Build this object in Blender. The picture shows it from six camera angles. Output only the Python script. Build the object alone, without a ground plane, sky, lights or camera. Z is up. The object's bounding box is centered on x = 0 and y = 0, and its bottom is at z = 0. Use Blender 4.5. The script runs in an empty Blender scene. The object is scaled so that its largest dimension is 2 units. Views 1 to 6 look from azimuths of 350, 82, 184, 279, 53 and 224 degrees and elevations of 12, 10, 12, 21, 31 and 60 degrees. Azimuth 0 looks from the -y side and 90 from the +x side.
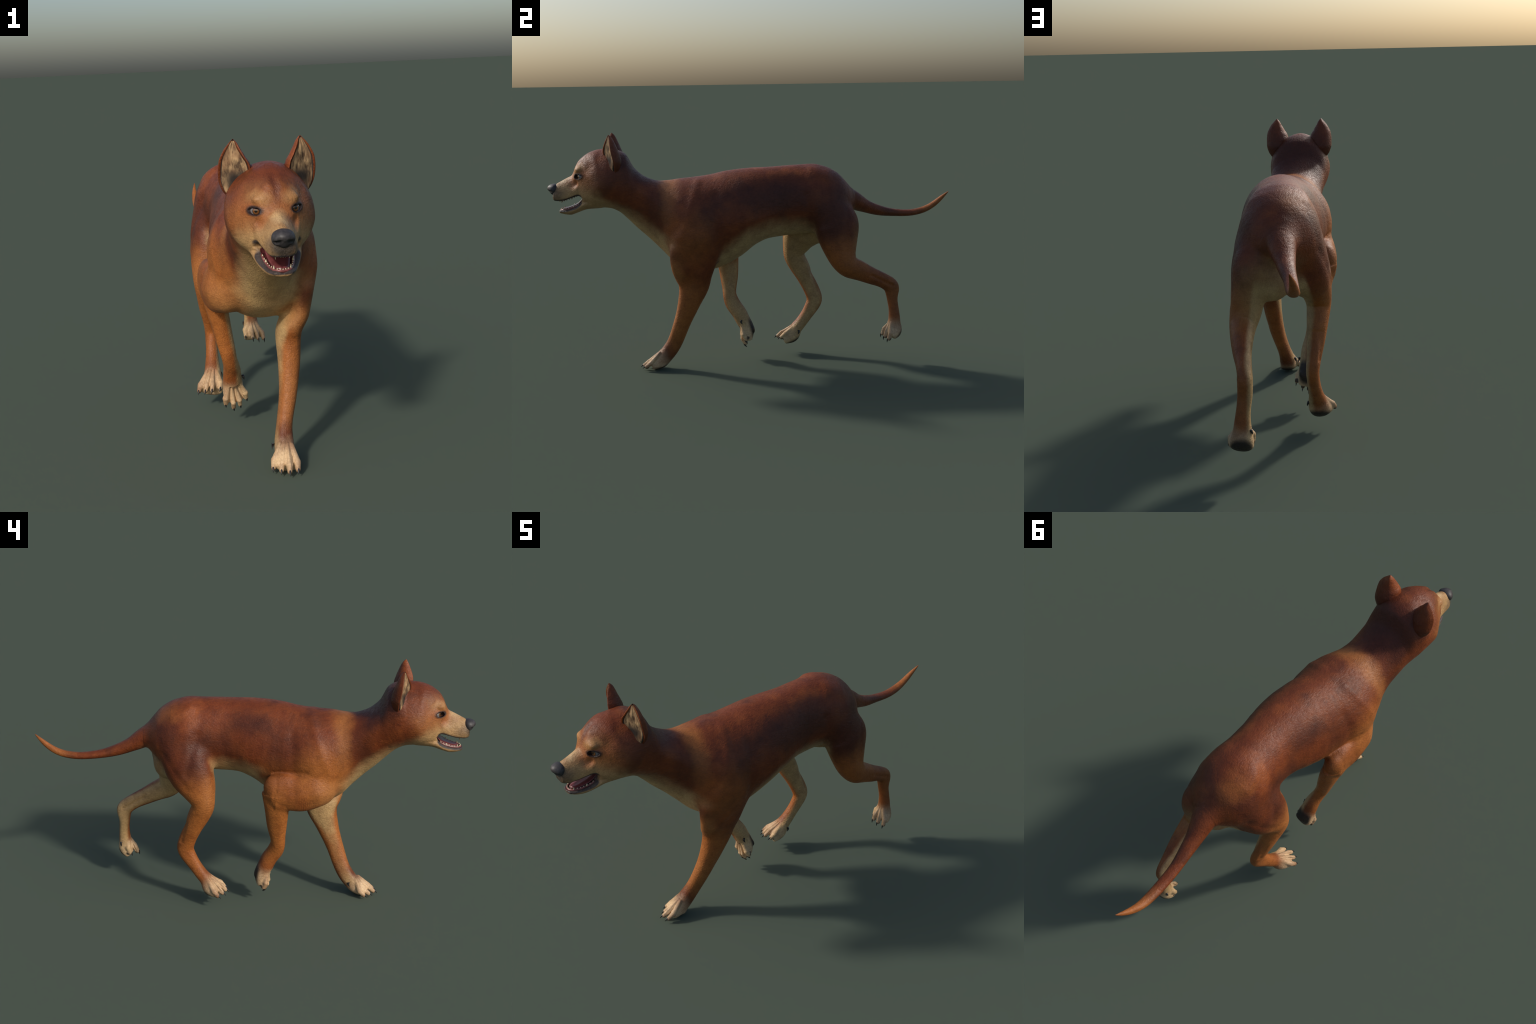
# A lean, short-haired rust-coloured dog at a trot, jaws parted.
# The body is one implicit surface: lofts along the spine, section tubes for
# the limbs and tail, smaller shapes for head and paws, blended together,
# polygonised, and then separated by region into named anatomical parts.
import bpy, bmesh, math
import numpy as np
from mathutils import Vector, noise as mnoise

VOXEL = 0.0037
rng = np.random.default_rng(7)

# ------------------------------------------------------------------ helpers
def pchip(xs, ys, x):
    """Monotone cubic interpolation of ys over xs (columns allowed)."""
    xs = np.asarray(xs, float); ys = np.asarray(ys, float)
    h = np.diff(xs); d = np.diff(ys, axis=0) / h.reshape(-1, *[1] * (ys.ndim - 1))
    m = np.zeros_like(ys)
    m[0], m[-1] = d[0], d[-1]
    for i in range(1, len(xs) - 1):
        w1, w2 = 2 * h[i] + h[i - 1], h[i] + 2 * h[i - 1]
        with np.errstate(divide="ignore", invalid="ignore"):
            hm = (w1 + w2) / (w1 / d[i - 1] + w2 / d[i])
        m[i] = np.where(d[i - 1] * d[i] > 0, hm, 0)
    x = np.clip(x, xs[0], xs[-1])
    i = np.clip(np.searchsorted(xs, x) - 1, 0, len(xs) - 2)
    t = (x - xs[i]) / h[i]
    if ys.ndim > 1:
        t = t[:, None]; hh = h[i][:, None]
    else:
        hh = h[i]
    return ((2*t**3 - 3*t**2 + 1) * ys[i] + (t**3 - 2*t**2 + t) * hh * m[i]
            + (-2*t**3 + 3*t**2) * ys[i + 1] + (t**3 - t**2) * hh * m[i + 1])

def smin(a, b, k):
    h = np.maximum(k - np.abs(a - b), 0) / k
    return np.minimum(a, b) - h * h * k * 0.25

def smax(a, b, k):
    return -smin(-a, -b, k)

FAR = 0.5
SHRINK = 0.0012

class Loft:
    """Vertical cross-sections stacked along y: half width, widest height, top, bottom."""
    def __init__(self, rows, cap=0.03, axis=None):
        rows = sorted(rows)
        a = np.array(rows, float)
        self.y0, self.y1, self.cap, self.axis = a[0, 0], a[-1, 0], cap, axis
        self.ys = np.linspace(self.y0, self.y1, 600)
        # columns: y, xc, hw, zc, top, bottom, ptop, pbot
        self.tab = pchip(a[:, 0], a[:, 1:], self.ys)
        self.lo = np.array([(a[:, 1] - a[:, 2]).min(), self.y0 - cap, a[:, 5].min()]) - 0.06
        self.hi = np.array([(a[:, 1] + a[:, 2]).max(), self.y1 + cap, a[:, 4].max()]) + 0.06

    def at(self, y):
        return [np.interp(y, self.ys, self.tab[:, j]) for j in range(self.tab.shape[1])]

    def dist(self, P):
        y = np.clip(P[:, 1], self.y0, self.y1)
        xc, hw, zc, top, bot, pt, pb = self.at(y)
        dx, dz, dy = P[:, 0] - xc, P[:, 2] - zc, P[:, 1] - y
        up = dz > 0
        rz = np.where(up, top - zc, zc - bot)
        p = np.where(up, pt, pb)
        a, b, c = np.abs(dx) / hw, np.abs(dz) / rz, np.abs(dy) / self.cap
        k = ((a**p + b**p) ** (2 / p) + c * c) ** 0.5 + 1e-6
        off = np.sqrt(dx * dx + dz * dz + dy * dy) + 1e-9
        return off * (1 - 1 / np.maximum(k, 0.05))

class Tube:
    """Elliptical sections along a bent spine. rows: centre, front vector, half depth, half width."""
    def __init__(self, rows, cap=0.02, n=60, lateral=(1, 0, 0), p=2.0, smooth=True):
        C = np.array([r[0] for r in rows], float)
        F = np.array([r[1] for r in rows], float)
        R = np.array([r[2:4] for r in rows], float)
        s = np.concatenate([[0], np.cumsum(np.linalg.norm(np.diff(C, axis=0), axis=1))])
        q = np.linspace(0, s[-1], n)
        data = np.concatenate([C, F, R], axis=1)
        D = pchip(s, data, q)
        for _ in range(8):
            D[1:-1] = .25 * D[:-2] + .5 * D[1:-1] + .25 * D[2:]
        self.C, F, self.R = D[:, :3], D[:, 3:6], D[:, 6:8]
        T = np.gradient(self.C, axis=0); T /= np.linalg.norm(T, axis=1)[:, None]
        F = F - (F * T).sum(1)[:, None] * T
        self.F = F / np.linalg.norm(F, axis=1)[:, None]
        self.T = T
        self.S = np.cross(T, self.F)
        self.cap, self.p = cap, p
        m = self.R.max() + cap + 0.05
        self.lo, self.hi = self.C.min(0) - m, self.C.max(0) + m

    def dist(self, P):
        out = np.empty(len(P))
        A, B = self.C[:-1], self.C[1:]
        AB = B - A; L2 = (AB * AB).sum(1)
        for i in range(0, len(P), 30000):
            p = P[i:i + 30000]
            # nearest station, then a local projection on its two segments
            d2 = (p * p).sum(1)[:, None] - 2 * p @ self.C.T + (self.C * self.C).sum(1)[None]
            j = np.argmin(d2, axis=1)
            best = np.full(len(p), 1e9); par = np.zeros(len(p))
            for k in (j - 1, j):
                k = np.clip(k, 0, len(A) - 1)
                t = np.clip(((p - A[k]) * AB[k]).sum(1) / L2[k], 0, 1)
                q = A[k] + t[:, None] * AB[k]
                dd = ((p - q) ** 2).sum(1)
                u = dd < best
                best = np.where(u, dd, best); par = np.where(u, k + t, par)
            k = np.clip(par.astype(int), 0, len(A) - 1); t = (par - k)[:, None]
            mix = lambda M: M[k] * (1 - t) + M[k + 1] * t
            o = p - mix(self.C)
            F, S, T, R = mix(self.F), mix(self.S), mix(self.T), mix(self.R)
            a, b = (o * F).sum(1), (o * S).sum(1)
            ends = (par <= 1e-6) | (par >= len(A) - 1e-6)
            c = np.where(ends, (o * T).sum(1), 0)
            k_ = ((np.abs(a / R[:, 0])**self.p + np.abs(b / R[:, 1])**self.p) ** (2 / self.p) + (c / self.cap) ** 2) ** 0.5 + 1e-6
            off = np.sqrt(a * a + b * b + c * c) + 1e-9
            out[i:i + 30000] = off * (1 - 1 / np.maximum(k_, 0.05))
        return out

class Ellipsoid:
    def __init__(self, c, r, front=None, up=(0, 0, 1)):
        self.c, self.r = np.array(c, float), np.array(r, float)
        if front is None:
            self.M = np.eye(3)
        else:
            f = np.array(front, float); f /= np.linalg.norm(f)
            s = np.cross(f, up); s /= np.linalg.norm(s)
            self.M = np.stack([s, f, np.cross(s, f)])     # rows: side, front, up
        m = self.r.max() + 0.04
        self.lo, self.hi = self.c - m, self.c + m

    def dist(self, P):
        o = (P - self.c) @ self.M.T
        k = np.sqrt(((o / self.r) ** 2).sum(1)) + 1e-6
        off = np.sqrt((o * o).sum(1)) + 1e-9
        return off * (1 - 1 / np.maximum(k, 0.05))

class Capsule:
    def __init__(self, a, b, ra, rb):
        self.a, self.b, self.ra, self.rb = np.array(a, float), np.array(b, float), ra, rb
        m = max(ra, rb) + 0.04
        self.lo, self.hi = np.minimum(self.a, self.b) - m, np.maximum(self.a, self.b) + m

    def dist(self, P):
        ab = self.b - self.a
        t = np.clip((P - self.a) @ ab / (ab @ ab), 0, 1)
        return np.linalg.norm(P - self.a - t[:, None] * ab, axis=1) - (self.ra + (self.rb - self.ra) * t)

def near(shape, P):
    """Distance to a shape, evaluated only where it can matter."""
    m = np.all((P > shape.lo) & (P < shape.hi), axis=1)
    d = np.full(len(P), FAR)
    if m.any():
        d[m] = shape.dist(P[m])
    return d

def limb(rows, **kw):
    """rows: front (y, z), back (y, z), inner x, outer x."""
    out = []
    for f, b, xi, xo in rows:
        c = ((xi + xo) / 2, (f[0] + b[0]) / 2, (f[1] + b[1]) / 2)
        v = np.array([0, f[0] - b[0], f[1] - b[1]])
        n = np.linalg.norm(v)
        out.append((c, v / n, n / 2, abs(xo - xi) / 2))
    return Tube(out, **kw)

# ------------------------------------------------------------- proportions
def head_axis(y):
    return -0.028 + 0.052 * (y + 0.686)

def flanks(y, left, right, zc, top, bot, pt, pb):
    return (y, (left - right) / 2, (left + right) / 2, zc, top, bot, pt, pb)

# y, reach to the left, to the right, widest z, top, bottom, roundness above, below
# (the head part below is given as y, half width, ... about head_axis)
trunk = Loft([flanks(*r) for r in [
    (-0.66, .107, .164, .920, 1.077, .780, 2.25, 2.0),
    (-0.62, .101, .154, .912, 1.058, .744, 2.15, 1.9),
    (-0.58, .101, .143, .890, .990, .703, 1.9, 1.85),
    (-0.52, .109, .134, .850, .943, .648, 1.9, 1.85),
    (-0.46, .132, .136, .800, .927, .588, 1.9, 1.9),
    (-0.42, .158, .148, .765, .929, .548, 1.9, 2.15),
    (-0.36, .188, .167, .745, .937, .512, 1.85, 2.2),
    (-0.30, .200, .180, .735, .942, .490, 1.8, 2.1),
    (-0.22, .194, .166, .735, .952, .488, 1.85, 1.85),
    (-0.15, .191, .152, .740, .967, .510, 1.9, 1.75),
    (-0.08, .191, .144, .745, .976, .548, 2.0, 1.7),
    ( 0.00, .182, .131, .760, .981, .608, 2.05, 1.8),
    ( 0.06, .167, .118, .780, .982, .632, 2.1, 1.8),
    ( 0.13, .151, .115, .800, .985, .640, 2.1, 1.85),
    ( 0.20, .147, .125, .810, .988, .645, 2.0, 1.9),
    ( 0.28, .156, .147, .800, .990, .648, 2.0, 1.9),
    ( 0.34, .157, .149, .790, .978, .655, 2.0, 1.9),
    ( 0.40, .138, .130, .790, .948, .675, 2.0, 2.0),
    ( 0.45, .099, .090, .795, .898, .720, 2.0, 2.0),
    ( 0.48, .060, .062, .800, .853, .755, 2.0, 2.0),
]] + [(y, head_axis(y), hw, zc, t, b, pt, pb) for y, hw, zc, t, b, pt, pb in [
    (-0.70, .139, .925, 1.084, .797, 1.80, 2.0),
    (-0.74, .133, .925, 1.082, .801, 1.75, 2.1),
    (-0.77, .118, .925, 1.075, .800, 2.0, 2.2),
    (-0.80, .100, .918, 1.063, .800, 2.05, 2.3),
    (-0.825, .083, .905, 1.047, .805, 2.1, 2.4),
    (-0.843, .070, .900, 1.030, .830, 2.2, 2.4),
    (-0.857, .065, .893, 1.003, .838, 2.2, 2.4),
    (-0.866, .061, .885, .980, .838, 2.0, 2.5),
    (-0.876, .057, .876, .961, .836, 1.85, 2.6),
    (-0.90, .050, .864, .948, .834, 1.75, 2.6),
    (-0.925, .045, .860, .935, .832, 1.75, 2.6),
    (-0.95, .040, .860, .921, .833, 1.9, 2.5),
    (-0.962, .033, .862, .912, .837, 2.0, 2.4),
]], cap=0.008)

def head_rows(rows):
    return [(y, head_axis(y), hw, zc, t, b, pt, pb) for y, hw, zc, t, b, pt, pb in rows]

jaw = Loft(head_rows([
    (-0.74, .075, .840, .875, .802, 2.0, 2.0),
    (-0.78, .074, .830, .860, .799, 2.0, 2.0),
    (-0.81, .076, .828, .850, .795, 2.0, 2.0),
    (-0.835, .072, .818, .840, .787, 2.3, 2.0),
    (-0.86, .063, .803, .820, .778, 2.4, 2.0),
    (-0.89, .051, .792, .805, .769, 2.4, 2.0),
    (-0.92, .040, .788, .800, .773, 2.4, 2.0),
    (-0.937, .030, .788, .799, .778, 2.4, 2.0),
]), cap=0.007)

# the gap between the lips, seen from the side
LIP_UP = [(-1.00, .838), (-0.950, .838), (-0.913, .842), (-0.875, .856), (-0.850, .864), (-0.836, .861), (-0.826, .850)]
LIP_LOW = [(-1.00, .797), (-0.940, .797), (-0.897, .803), (-0.862, .815), (-0.845, .826), (-0.834, .838), (-0.826, .850)]

def mouth_gap(P):
    y = P[:, 1]
    up = np.interp(y, *zip(*LIP_UP)); low = np.interp(y, *zip(*LIP_LOW))
    slab = np.maximum(P[:, 2] - up, low - P[:, 2])
    return smax(slab, y + 0.826, 0.006)

def mouth_hollow(P):
    """Palate above and floor below, inside the lips."""
    y = np.clip(P[:, 1], -0.95, -0.836)
    half = np.interp(y, [-0.945, -0.935, -0.92, -0.89, -0.86, -0.83, -0.80], [.006, .020, .029, .037, .045, .052, .054])
    low = np.interp(y, *zip(*LIP_LOW)); up = np.interp(y, *zip(*LIP_UP))
    c = (low + up) / 2; h = (up - low) / 2 + np.interp(y, [-.94, -.92, -.85, -.80], [.004, .010, .014, .012])
    a, b = (P[:, 0] - head_axis(y)) / half, (P[:, 2] - c) / h
    k = (np.abs(a)**3 + np.abs(b)**3 + np.abs((P[:, 1] - y) / .012)**3) ** (1 / 3) + 1e-6
    off = np.linalg.norm(np.stack([P[:, 0] - head_axis(y), P[:, 1] - y, P[:, 2] - c], 1), axis=1)
    return off * (1 - 1 / np.maximum(k, .05))

fore_left = limb([
    ((-.34, .77), (-.25, .78), .060, .130),
    ((-.402, .66), (-.200, .69), .070, .202),
    ((-.430, .58), (-.198, .60), .080, .184),
    ((-.424, .51), (-.214, .51), .088, .163),
    ((-.410, .485), (-.226, .468), .068, .150),
    ((-.394, .455), (-.234, .425), .047, .139),
    ((-.396, .352), (-.285, .33), .045, .128),
    ((-.418, .247), (-.342, .21), .037, .104),
    ((-.452, .145), (-.380, .115), .016, .075),
    ((-.475, .108), (-.402, .078), .004, .071),
    ((-.500, .077), (-.430, .045), -.004, .071),
    ((-.519, .057), (-.458, .012), -.006, .072),
    ((-.541, .042), (-.505, .003), -.013, .071),
], cap=0.010, n=90, p=2.3)

upper_arm_right = limb([
    ((-.400, .600), (-.345, .740), -.115, -.045),
    ((-.340, .532), (-.24, .70), -.194, -.045),
    ((-.26, .513), (-.20, .684), -.198, -.090),
    ((-.205, .523), (-.145, .684), -.198, -.105),
    ((-.165, .540), (-.092, .680), -.199, -.115),
    ((-.135, .570), (-.078, .655), -.197, -.140),
], cap=0.012, n=60, p=2.2)
forearm_right = limb([
    ((-.188, .575), (-.067, .618), -.192, -.120),
    ((-.187, .515), (-.072, .53), -.184, -.096),
    ((-.173, .423), (-.079, .41), -.158, -.082),
    ((-.163, .335), (-.092, .335), -.138, -.071),
    ((-.155, .283), (-.075, .290), -.125, -.064),
    ((-.120, .225), (-.044, .248), -.118, -.048),
    ((-.096, .175), (-.026, .208), -.119, -.042),
    ((-.079, .145), (-.010, .175), -.121, -.036),
    ((-.068, .114), (-.010, .124), -.118, -.033),
    ((-.062, .096), (-.016, .106), -.113, -.036),
], cap=0.010, n=90, p=2.2)

elbow_right = Ellipsoid((-.157, -.124, .622), (.040, .050, .060))

hind_left = limb([
    ((.27, .83), (.38, .83), .04, .110),
    ((.262, .76), (.435, .77), .03, .164),
    ((.266, .70), (.494, .70), .030, .178),
    ((.297, .612), (.486, .62), .050, .182),
    ((.338, .525), (.475, .562), .065, .186),
    ((.392, .460), (.484, .530), .085, .186),
    ((.440, .440), (.510, .520), .088, .180),
    ((.521, .410), (.575, .480), .090, .166),
    ((.600, .378), (.640, .445), .083, .146),
    ((.634, .345), (.688, .408), .078, .137),
    ((.640, .305), (.684, .340), .080, .137),
    ((.643, .270), (.694, .285), .087, .141),
    ((.642, .219), (.702, .230), .088, .150),
    ((.637, .190), (.704, .195), .084, .156),
    ((.632, .166), (.716, .163), .080, .166),
    ((.626, .150), (.704, .148), .078, .174),
    ((.626, .143), (.680, .132), .081, .174),
], cap=0.008, n=110, p=2.2)

hind_right = limb([
    ((.25, .83), (.36, .82), -.110, -.03),
    ((.180, .75), (.395, .72), -.170, -.03),
    ((.155, .67), (.368, .66), -.182, -.040),
    ((.145, .576), (.305, .590), -.185, -.062),
    ((.155, .509), (.262, .530), -.183, -.083),
    ((.181, .457), (.285, .472), -.173, -.084),
    ((.226, .383), (.310, .405), -.160, -.085),
    ((.258, .318), (.338, .345), -.145, -.085),
    ((.271, .280), (.355, .285), -.137, -.082),
    ((.258, .245), (.335, .245), -.138, -.085),
    ((.236, .205), (.298, .190), -.143, -.088),
    ((.204, .161), (.263, .140), -.154, -.088),
    ((.180, .139), (.241, .113), -.162, -.085),
    ((.158, .122), (.236, .072), -.176, -.084),
    ((.137, .103), (.180, .056), -.190, -.090),
], cap=0.008, n=110, p=2.2)

def tail_row(y, x, top, bot, hw):
    return ((x, y, (top + bot) / 2), (0, 0, 1), (top - bot) / 2, hw)

tail = Tube([
    ((0.000, .36, .87), (0, .4, 1), .030, .040),
    ((-.006, .43, .842), (0, .5, 1), .046, .058),
    ((-.016, .50, .797), (0, .5, 1), .046, .052),
    tail_row(.56, -.030, .799, .734, .038),
    tail_row(.62, -.040, .773, .717, .031),
    tail_row(.70, -.056, .749, .708, .025),
    tail_row(.79, -.066, .739, .704, .024),
    tail_row(.86, -.074, .748, .714, .022),
    ((-.078, .91, .751), (0, -.5, 1), .016, .018),
    ((-.077, .955, .785), (0, -.7, 1), .0135, .013),
    ((-.069, 1.000, .826), (0, -.7, 1), .0035, .0035),
], cap=0.004, n=70)

# ----------------------------------------------------------------- paws
class Paw:
    """Ankle, four claw tips (inner to outer), top side normal, dewclaw."""
    def __init__(self, ankle, tips, up, dew, dew_dir, heel, sole):
        self.ankle = np.array(ankle, float); self.tips = np.array(tips, float)
        self.up = np.array(up, float) / np.linalg.norm(up)
        self.dew = np.array(dew, float); self.dew_dir = np.array(dew_dir, float)
        self.heel = np.array(heel, float); self.sole = sole
        mid = self.tips.mean(0)
        self.fwd = mid - self.ankle; self.fwd -= (self.fwd @ self.up) * self.up
        self.fwd /= np.linalg.norm(self.fwd)
        self.side = np.cross(self.fwd, self.up)
        self.shapes = []; self.toe_pads = []; line = []
        for i, t in enumerate(self.tips):
            back = t - self.ankle; back /= np.linalg.norm(back)
            d = self.fwd * .8 + back * .2; d /= np.linalg.norm(d)
            toe = t - d * .019 + self.up * .004            # toe end, claw sticks out
            knuckle = toe - d * .026 + self.up * .006
            top = self.ankle + self.up * .018 + self.side * ((t - mid) @ self.side) * .35
            root = knuckle + (top - knuckle) * .85
            line.append((toe, root))
            self.shapes.append((Capsule(toe, knuckle, .0102, .0130), .003))
            self.shapes.append((Capsule(knuckle, root, .0125, .0095), .003))
            self.toe_pads.append(toe - self.up * .0105 - d * .003)
            self.shapes.append((Ellipsoid(toe - self.up * .007 - d * .003, (.0095, .0125, .0065), front=d, up=self.up), .003))
        self.sole_mid = (self.heel + mid) / 2
        self.grooves = [Capsule((a[0] + b[0]) / 2 + self.up * .007 + self.fwd * .010, (a[1] + b[1]) / 2 + self.up * .010, .0031, .0020)
                        for a, b in zip(line, line[1:])]
        self.shapes.append((Ellipsoid(self.heel + self.fwd * .022 + self.up * .010, (.028, .022, .011), front=self.fwd, up=self.up), .004))
        self.claws = [(t, self.fwd) for t in self.tips]
        pts = np.concatenate([self.tips, [self.ankle, self.heel]])
        self.lo, self.hi = pts.min(0) - .07, pts.max(0) + .07

    def dist(self, P):
        d = None
        for s, k in self.shapes:
            e = s.dist(P)
            d = e if d is None else smin(d, e, k)
        return d

paws = [
    Paw((.036, -.475, .075), [(-.023, -.537, .010), (.001, -.560, .008), (.026, -.582, .010), (.057, -.574, .010)],
        (0, -.35, 1), (-.006, -.452, .066), (-.3, -.3, -1), (.045, -.452, .018), -.006),
    Paw((-.080, -.055, .190), [(-.026, -.047, .091), (-.052, -.049, .066), (-.078, -.046, .056), (-.109, -.046, .074)],
        (0, -1, -.25), (-.039, -.073, .195), (.3, .3, -1), (-.072, -.012, .175), -.010),
    Paw((.122, .665, .195), [(.088, .634, .132), (.117, .604, .128), (.144, .611, .121), (.172, .623, .115)],
        (0, -1, .75), (.088, .682, .195), (-.3, -.2, -1), (.128, .704, .156), -.015),
    Paw((-.125, .215, .130), [(-.110, .120, .078), (-.145, .108, .078), (-.171, .119, .074), (-.196, .138, .069)],
        (0, -.5, 1), (-.087, .221, .116), (.3, -.2, -1), (-.128, .226, .072), -.011),
]

# ------------------------------------------------------------------- ears
# height, sideways from the head axis, y of the opening, half width, depth behind, depth of the hollow
EAR_ROWS = [(.960, .098, -.676, .014, .022, .001), (.985, .101, -.681, .032, .036, -.010), (1.00, .1025, -.686, .041, .045, -.008),
            (1.03, .1025, -.692, .0505, .056, -.002), (1.055, .1015, -.698, .052, .057, .004),
            (1.08, .103, -.701, .048, .051, .005), (1.10, .1060, -.700, .0385, .042, .004),
            (1.12, .1060, -.698, .027, .032, .003), (1.138, .103, -.696, .0145, .021, .002),
            (1.148, .1015, -.694, .0055, .010, .003), (1.1525, .101, -.693, .0008, .002, .0005)]

def build_ears(root, coat):
    wool = Nodes("ear_wool")
    n1 = wool.noise(70, 4, .65, stretch=(1, 1, .35))[0]
    n2 = wool.noise(28, 2)[0]
    col = wool.mix(wool.ramp(n1, .35, .68), (.075, .045, .026), (.46, .30, .155))
    col = wool.mix(wool.ramp(n2, .42, .62, 0, .55), col, (.20, .10, .05))
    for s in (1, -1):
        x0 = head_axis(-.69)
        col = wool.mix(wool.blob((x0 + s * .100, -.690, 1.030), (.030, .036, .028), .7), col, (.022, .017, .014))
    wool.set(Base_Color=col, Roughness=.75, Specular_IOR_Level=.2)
    wool.bump(n1, .5, .004)
    edge = plain("dark_ear_edge", (.035, .022, .016), .7, .3, 80)
    rows = np.array(EAR_ROWS)
    zs = np.concatenate([np.linspace(.960, 1.14, 50), np.linspace(1.1425, 1.1525, 9)])
    R = pchip(rows[:, 0], rows[:, 1:], zs)
    for s in (1, -1):
        x0, dy = head_axis(-.69) + (.003 if s > 0 else .001), (.008 if s < 0 else 0)
        back = np.array([-s * .42, .907]); along = np.array([s * .907, .42])     # away from / along the opening
        rings, inner = [], []
        m = 26
        for z, (cx, cy, hw, dep, hol) in zip(zs, R):
            c = np.array([x0 + s * cx, cy + dy])
            rim = min(.0085, hw * .38)
            roll = .0055 * math.sin(np.clip((z - .99) / .16, 0, 1) * math.pi)  # edges curl a little
            out, inn = [], []
            for t in np.linspace(0, math.pi, m):
                u, v = -math.cos(t), math.sin(t)
                v2 = max(0, v) ** .9
                out.append(c + along * hw * u + back * (dep * v2 - roll * (abs(u) > .98)))
                w = hw - rim
                wob = .0012 * math.sin(9 * u + 40 * z) * v
                inn.append(c + along * w * u + back * ((hol + wob) * max(0, v) ** .7 + .0012))
            ring = [(*p, z) for p in out] + [(*p, z) for p in inn[::-1]]
            rings.append(ring); inner.append([(*p, z) for p in inn])
        V, Fc = loop_mesh(rings)
        ear = new_mesh_object("ear", V, Fc, coat, root)
        mod = ear.modifiers.new("soft", "SUBSURF"); mod.levels = mod.render_levels = 1
        # woolly lining, a hair proud of the hollow
        n = m; W = []
        F2, kinds = [], []
        for r in inner: W += [(p[0] - back[0] * .0012, p[1] - back[1] * .0012, p[2]) for p in r]
        for i in range(len(inner) - 3):
            for j in range(n - 1):
                a = i * n + j
                F2.append((a, a + 1, a + 1 + n, a + n)); kinds.append(int(j < 3 or j > n - 5 or i > len(inner) - 7))
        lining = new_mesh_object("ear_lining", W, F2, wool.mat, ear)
        lining.data.materials.append(edge)
        lining.data.polygons.foreach_set("material_index", kinds)

# ------------------------------------------------------------------- eyes
EYE_R = 0.0220
EYE_MID = {1: np.array([.0225, -.8415, .957]), -1: np.array([-.0945, -.8375, .955])}
EYE_OUT = {s: np.array([s * .447, -.894, .05]) / np.linalg.norm([.447, .894, .05]) for s in (1, -1)}

def eye_centre(s):
    return EYE_MID[s] - EYE_OUT[s] * .0187

lids, sockets, upper_lids = [], [], []
for s in (1, -1):
    c, look = EYE_MID[s], EYE_OUT[s]
    tilt = np.array([-s * .14, 0, 1])                    # outer corner a little higher
    lids.append(Ellipsoid(c - look * .010, (.030, .0175, .0195), front=look, up=tilt))
    across = np.cross(look, tilt); across /= np.linalg.norm(across); rise = np.cross(across, look)
    top = c + rise * .0098 + look * .0015
    upper_lids += [Capsule(top - across * .017 - rise * .003 - look * .005, top, .0042, .0052), Capsule(top, top + across * .017 - rise * .003 - look * .005, .0052, .0042)]
    sockets.append(Ellipsoid(c + look * .003, (.0255, .0135, .0098), front=look, up=tilt))

muscles = [  # (shape, blend): groin, brows, flews
    (Ellipsoid((.030, .398, .664), (.076, .072, .084)), .03),
    (Ellipsoid((-.040, .340, .662), (.075, .060, .078)), .03),
    (Ellipsoid((-.070, .285, .625), (.045, .050, .055)), .03),
    (Ellipsoid((.062, .425, .715), (.055, .055, .070)), .03),
    (Ellipsoid((-.120, -.325, .610), (.055, .070, .078)), .03),
    *[(Ellipsoid((head_axis(-.84) + e * .040, -.840, .988), (.028, .018, .015)), .022) for e in (1, -1)],
    (Ellipsoid((head_axis(-.95) + .018, -.938, .862), (.020, .030, .026)), .015),
    (Ellipsoid((head_axis(-.95) - .018, -.938, .862), (.020, .030, .026)), .015),
]

furrows = [(Capsule((head_axis(-.88), -.884, .992), (head_axis(-.80), -.806, 1.078), .0085, .0085), .016),   # down the forehead
           *[(Ellipsoid((head_axis(-.87) + e * .058, -.876, .925), (.012, .024, .016)), .022) for e in (1, -1)]]    # below the eyes

# shallow muscle and bone relief, drawn in side view: side, from (y, z), to (y, z), width, height
RELIEF = [("both", (-.375, .68), (-.285, .93), .020, .0038), ("both", (-.215, .62), (-.205, .86), .022, -.0045),
          ("both", (.265, .965), (.335, .935), .024, .0060), ("both", (.225, .85), (.270, .68), .020, -.0050),
          ("left", (.425, .77), (.415, .58), .016, -.0030), ("right", (.375, .76), (.270, .61), .016, -.0028),
          ("left", (.545, .452), (.655, .392), .009, -.0035), ("right", (.292, .43), (.322, .33), .009, -.0035),
          ("left", (-.295, .41), (-.345, .26), .010, -.0030), ("both", (-.62, .81), (-.42, .64), .018, -.0040),
          ("both", (-.800, .985), (-.785, 1.005), .020, -.0050), ("both", (-.760, .905), (-.775, .865), .030, .0040),
          ("left", (-.36, .50), (-.31, .56), .022, .0040), ("right", (-.33, .60), (-.25, .60), .030, .0040),
          ("right", (-.27, .703), (-.12, .690), .009, -.0022), ("right", (-.175, .545), (-.135, .565), .011, -.0020),
          *[("both", (-.165 + .042 * i, .845 - .006 * i), (-.150 + .046 * i, .66 + .012 * i), .0085, .0005) for i in range(6)]]

def relief(P):
    out = np.zeros(len(P))
    for side, a, b, w, h in RELIEF:
        a, b = np.array(a), np.array(b); ab = b - a
        q = P[:, 1:]
        t = np.clip((q - a) @ ab / (ab @ ab), 0, 1)
        r2 = ((q - a - t[:, None] * ab) ** 2).sum(1) / (w * w)
        x = P[:, 0] - np.where(P[:, 1] < -.6, -.035, .008)
        s = np.abs(x) if side == "both" else x * (1 if side == "left" else -1)
        out += h * np.exp(-r2) * np.clip((s - .03) / .03, 0, 1)
    return out

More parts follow.
